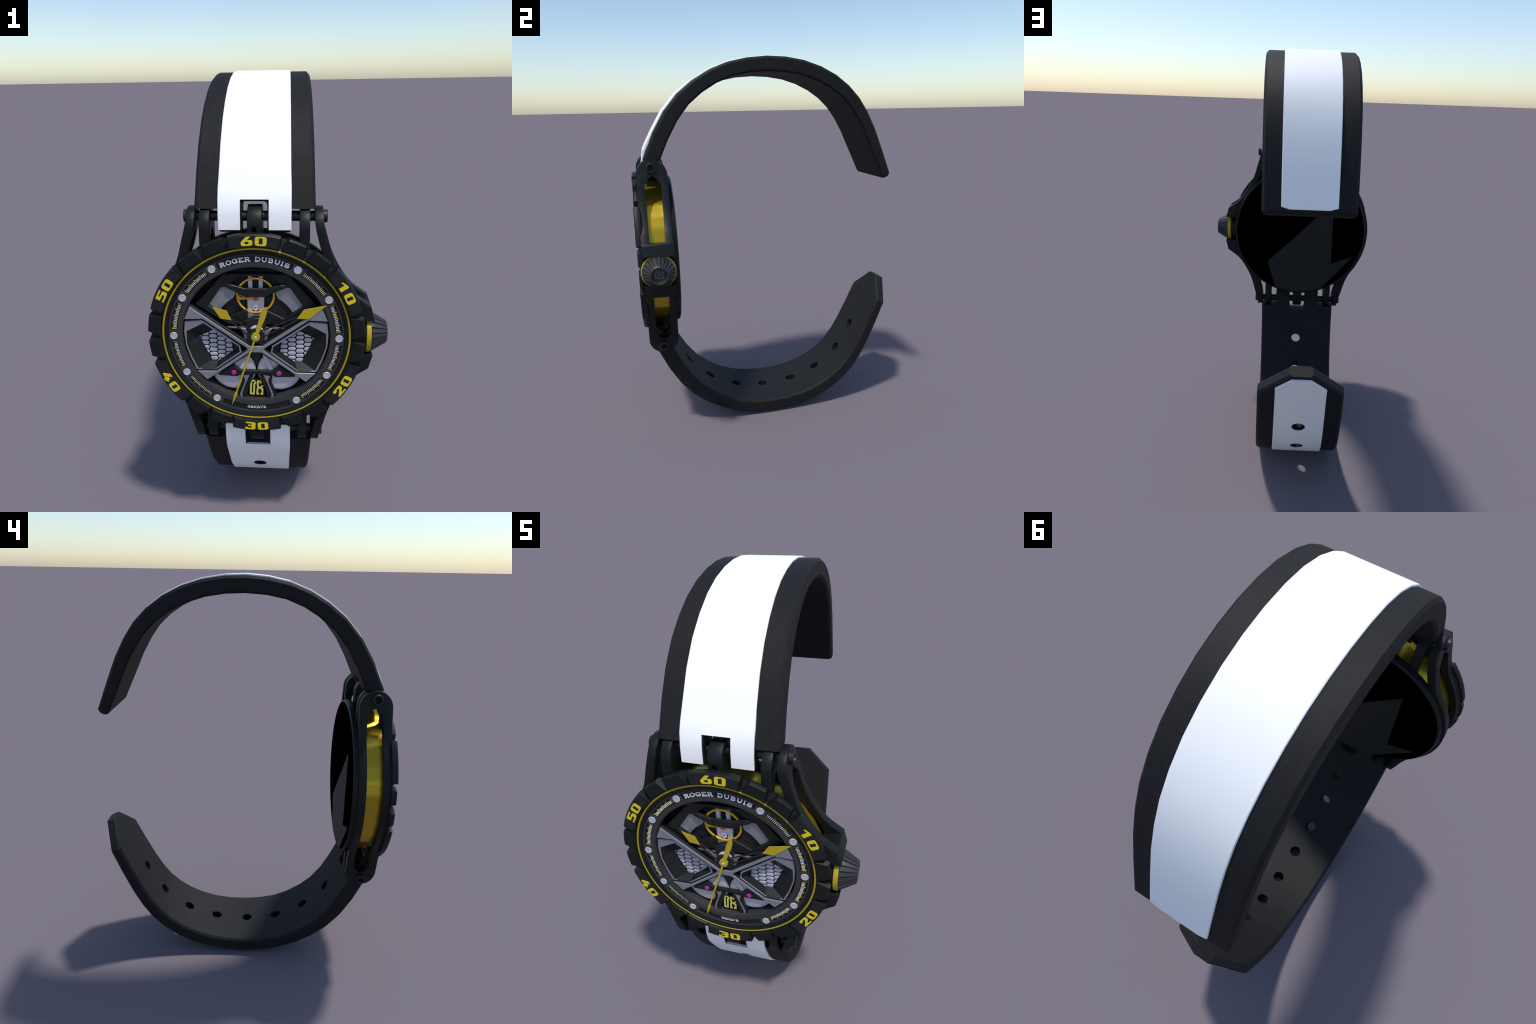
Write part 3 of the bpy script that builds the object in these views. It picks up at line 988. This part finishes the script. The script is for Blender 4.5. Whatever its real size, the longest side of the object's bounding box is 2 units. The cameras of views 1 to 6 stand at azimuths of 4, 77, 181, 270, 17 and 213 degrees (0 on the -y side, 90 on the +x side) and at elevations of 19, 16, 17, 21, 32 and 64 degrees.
bm = bmesh.new()
rings = []
for i in range(72):
    a = 360 * i / 72
    ring = []
    for k in range(8):
        t = 2 * pi * k / 8
        p = pol(.0715 + .0046 * cos(t), a)
        ring.append(W((p[0], p[1] + .163), -.676 + .0046 * sin(t)))
    rings.append(ring)
add_loft(bm, rings, closed=True)
sp = [(-.072, .166), (-.060, .157), (-.045, .154), (-.010, .156), (-.010, .148), (-.045, .147), (-.062, .145), (-.069, .133), (-.073, .14)]
add_prism(bm, sp, -.6780, -.6745)
finish(bm, "balance_wheel", GOLD, dial, angle=40, weld=0)
prism("balance_collar", disc_poly((0, .154), .0155, 32), -.6795, -.670, GOLD, dial, bevel=.001, angle=30)
prism("ruby_jewel", disc_poly((0, .154), .0085, 24), -.681, -.675, RUBY, dial, bevel=.001, angle=30)
prism("balance_bridge", [(-.112, .2125), (-.094, .214), (-.040, .1985), (.044, .1985), (.098, .214), (.116, .2125), (.118, .201), (.078, .184), (.036, .163), (-.033, .163), (-.078, .184), (-.112, .200)], -.6925, -.680, SLATE, dial, bevel=.0022)
# light lower lip of the windows
for sx in (1, -1):
    prism("window_lip", [(sx * x, z_) for x, z_ in [(.032, .066), (.032, .105), (.040, .108), (.112, .071), (.106, .060)]], -.6875, -.670, SLATE, dial, bevel=.004)
# thin steel strut behind the hub and grey shoulders
prism("steel_strut", [(-.115, .026), (-.115, .032), (.118, .032), (.118, .026)], -.686, -.680, SILVERD, dial)
for sx in (1, -1):
    prism("hub_shoulder", [(sx * x, z_) for x, z_ in [(.030, .028), (.066, .028), (.050, .006), (.043, -.028), (.026, -.034)]], -.690, -.676, SILVERD, dial, bevel=.0015)

# --- hub stack
prism("hub_drum", disc_poly((0, .034), .0405, 40), -.690, -.655, DRUM, dial, bevel=.002, angle=30)
prism("hub_collar", disc_poly((.003, .014), .0290, 40), -.695, -.676, PLATEW, dial, bevel=.003, angle=30, segs=2)
prism("hub_cap", disc_poly((0, -.004), .0365, 40), -.7005, -.676, DRUM, dial, bevel=.0015, angle=30)

# --- lower wheels, jewels, date window
for sx in (1, -1):
    c = (sx * .0925, -.165)
    N = 96
    poly = []
    for i in range(N):
        for fr, r in ((0, .0890), (.4, .0890), (.5, .0868), (.9, .0868)):
            a = 2 * pi * (i + fr) / N
            poly.append((c[0] + r * cos(a), c[1] + r * sin(a)))
    bm = bmesh.new()
    add_prism(bm, poly, -.669, -.660)
    rings = [[W(q, y) for q in disc_poly(c, r, 64)] for r, y in ((.0845, -.669), (.0835, -.6715), (.078, -.673), (.0525, -.6735), (.0520, -.6722), (.0508, -.6722), (.0503, -.6735), (.001, -.6738))]
    add_loft(bm, rings)
    for v in bm.verts:
        v.co.y -= .007
    gw = finish(bm, "gear_wheel", WHEELS, dial, angle=30, weld=0)
    bc = bmesh.new()
    add_prism(bc, [(sx * x, z_) for x, z_ in outl], -.72, -.63)
    cut(gw, bc)
    arm = [(.020, -.078), (.034, -.078), (.072, -.158), (.052, -.162)]
    prism("gear_bridge", [(sx * x, z_) for x, z_ in arm], -.6865, -.680, WHEELS, dial, bevel=.0012)
    prism("ruby_jewel", disc_poly((sx * .0915, -.1675), .0103, 28), -.6995, -.69, RUBY, dial, bevel=.002, angle=30, segs=2)
prism("gear_block", [(-.020, -.074), (.020, -.074), (.018, -.100), (.004, -.142), (-.004, -.142), (-.018, -.100)], -.679, -.655, DRUM, dial)
low = [(.063, -.157), (.080, -.145), (.091, -.134), (.104, -.140), (.157, -.183), (.078, -.1865), (.060, -.1755)]
prism("jewel_bridge", [(-.06, -.157)] + [(0, -.1575)] + low + [(0, -.1745)] + [(-x, z_) for x, z_ in low[::-1]][:-1], -.696, -.683, SLATE, dial, bevel=.002)
for sx in (1, -1):
    f = lambda L: [(sx * x, z_) for x, z_ in L]
    prism("date_leg", f([(.010, -.176), (.062, -.184), (.064, -.198), (.060, -.212), (.0815, -.274), (.058, -.291), (.042, -.288), (.034, -.246)]), -.690, -.660, SLATE, dial, bevel=.003)
    prism("leg_inlay", f([(.027, -.178), (.0545, -.184), (.049, -.196), (.0475, -.212), (.0695, -.272), (.0655, -.291), (.0575, -.2895), (.0605, -.270), (.046, -.224)]), -.6925, -.688, SILVERD, dial, bevel=.0008)
prism("date_window", [(-.012, -.200), (.012, -.200), (.034, -.250), (.037, -.291), (-.037, -.291), (-.034, -.250)], -.681, -.655, BLACK, dial, bevel=.002)
bm = bmesh.new()
sk = lambda x, z_: (x * .0265 + (z_ - .5) * 0.004, -.277 + z_ * .066)
strokes = [[(-.30, .97), (-.92, .97), (-.92, .02)], [(-.92, .04), (-.60, .04)], [(-.20, .88), (-.42, .76), (-.42, .04), (-.66, .04)],
           [(.12, 1.0), (.12, .62), (.28, .50), (.12, .40), (.12, .0)], [(.12, .04), (.40, .04)], [(.40, 1.0), (.62, .80)], [(.92, .66), (.55, .46), (.90, .38), (.90, .04), (.64, .04)]]
for k, s in enumerate(strokes):
    add_ribbon(bm, [sk(*p) for p in s], .0074, lambda p: p, -.6826 - .00015 * k, -.680)
finish(bm, "date_digits", DATE, dial, weld=0)

# ------------------------------------------------------------------ hands
def local(a, pts):
    """hand drawn pointing to 12, turned to clock angle a"""
    t = radians(a)
    return [(x * cos(t) + z_ * sin(t), -x * sin(t) + z_ * cos(t)) for x, z_ in pts]


def blade_hand(name, a, length, start, shoulder, wide, y):
    blade = local(a, [(0, length), (wide, shoulder), (.0, start), (-wide, shoulder - .0)])
    h = prism(name, blade, y - .0012, y + .0012, HAND, None, bevel=.0008)
    bm = bmesh.new()
    for s in (-1, 1):
        add_prism(bm, local(a, [(s * .0005, start + .006), (s * .0075, start + .010), (s * .0165, .030), (s * .0105, .030)]), y - .0002 * (s + 1.5), y + .002)
    finish(bm, name + "_arm", BLACK_ARM, h, weld=0)
    return h


BLACK_ARM = material("hand_arm_black", (0.014, 0.013, 0.014), 0.5)
blade_hand("hour_hand", -53.2, .209, .116, .1545, .0215, -.7045)
blade_hand("minute_hand", 63.0, .312, .181, .222, .0225, -.7075)
prism("second_hand", local(198.0, [(-.0042, .012), (-.0034, .262), (-.0070, .270), (-.0055, .286), (0, .330), (.0055, .286), (.0070, .270), (.0034, .262), (.0042, .012),
                                   (.0070, -.012), (.0118, -.105), (.0075, -.128), (.0, -.139), (-.0050, -.134), (-.0112, -.112), (-.0118, -.095), (-.0070, -.012)]), -.7118, -.7098, HAND, None, bevel=.0006)
hub = prism("hand_hub", disc_poly((0, 0), .0172, 40), -.7128, -.70, HAND, None, bevel=.0008, angle=30)
prism("hub_pin", disc_poly((0, 0), .0056, 24), -.7155, -.71, PLATEW, hub, bevel=.0015, angle=30, segs=2)
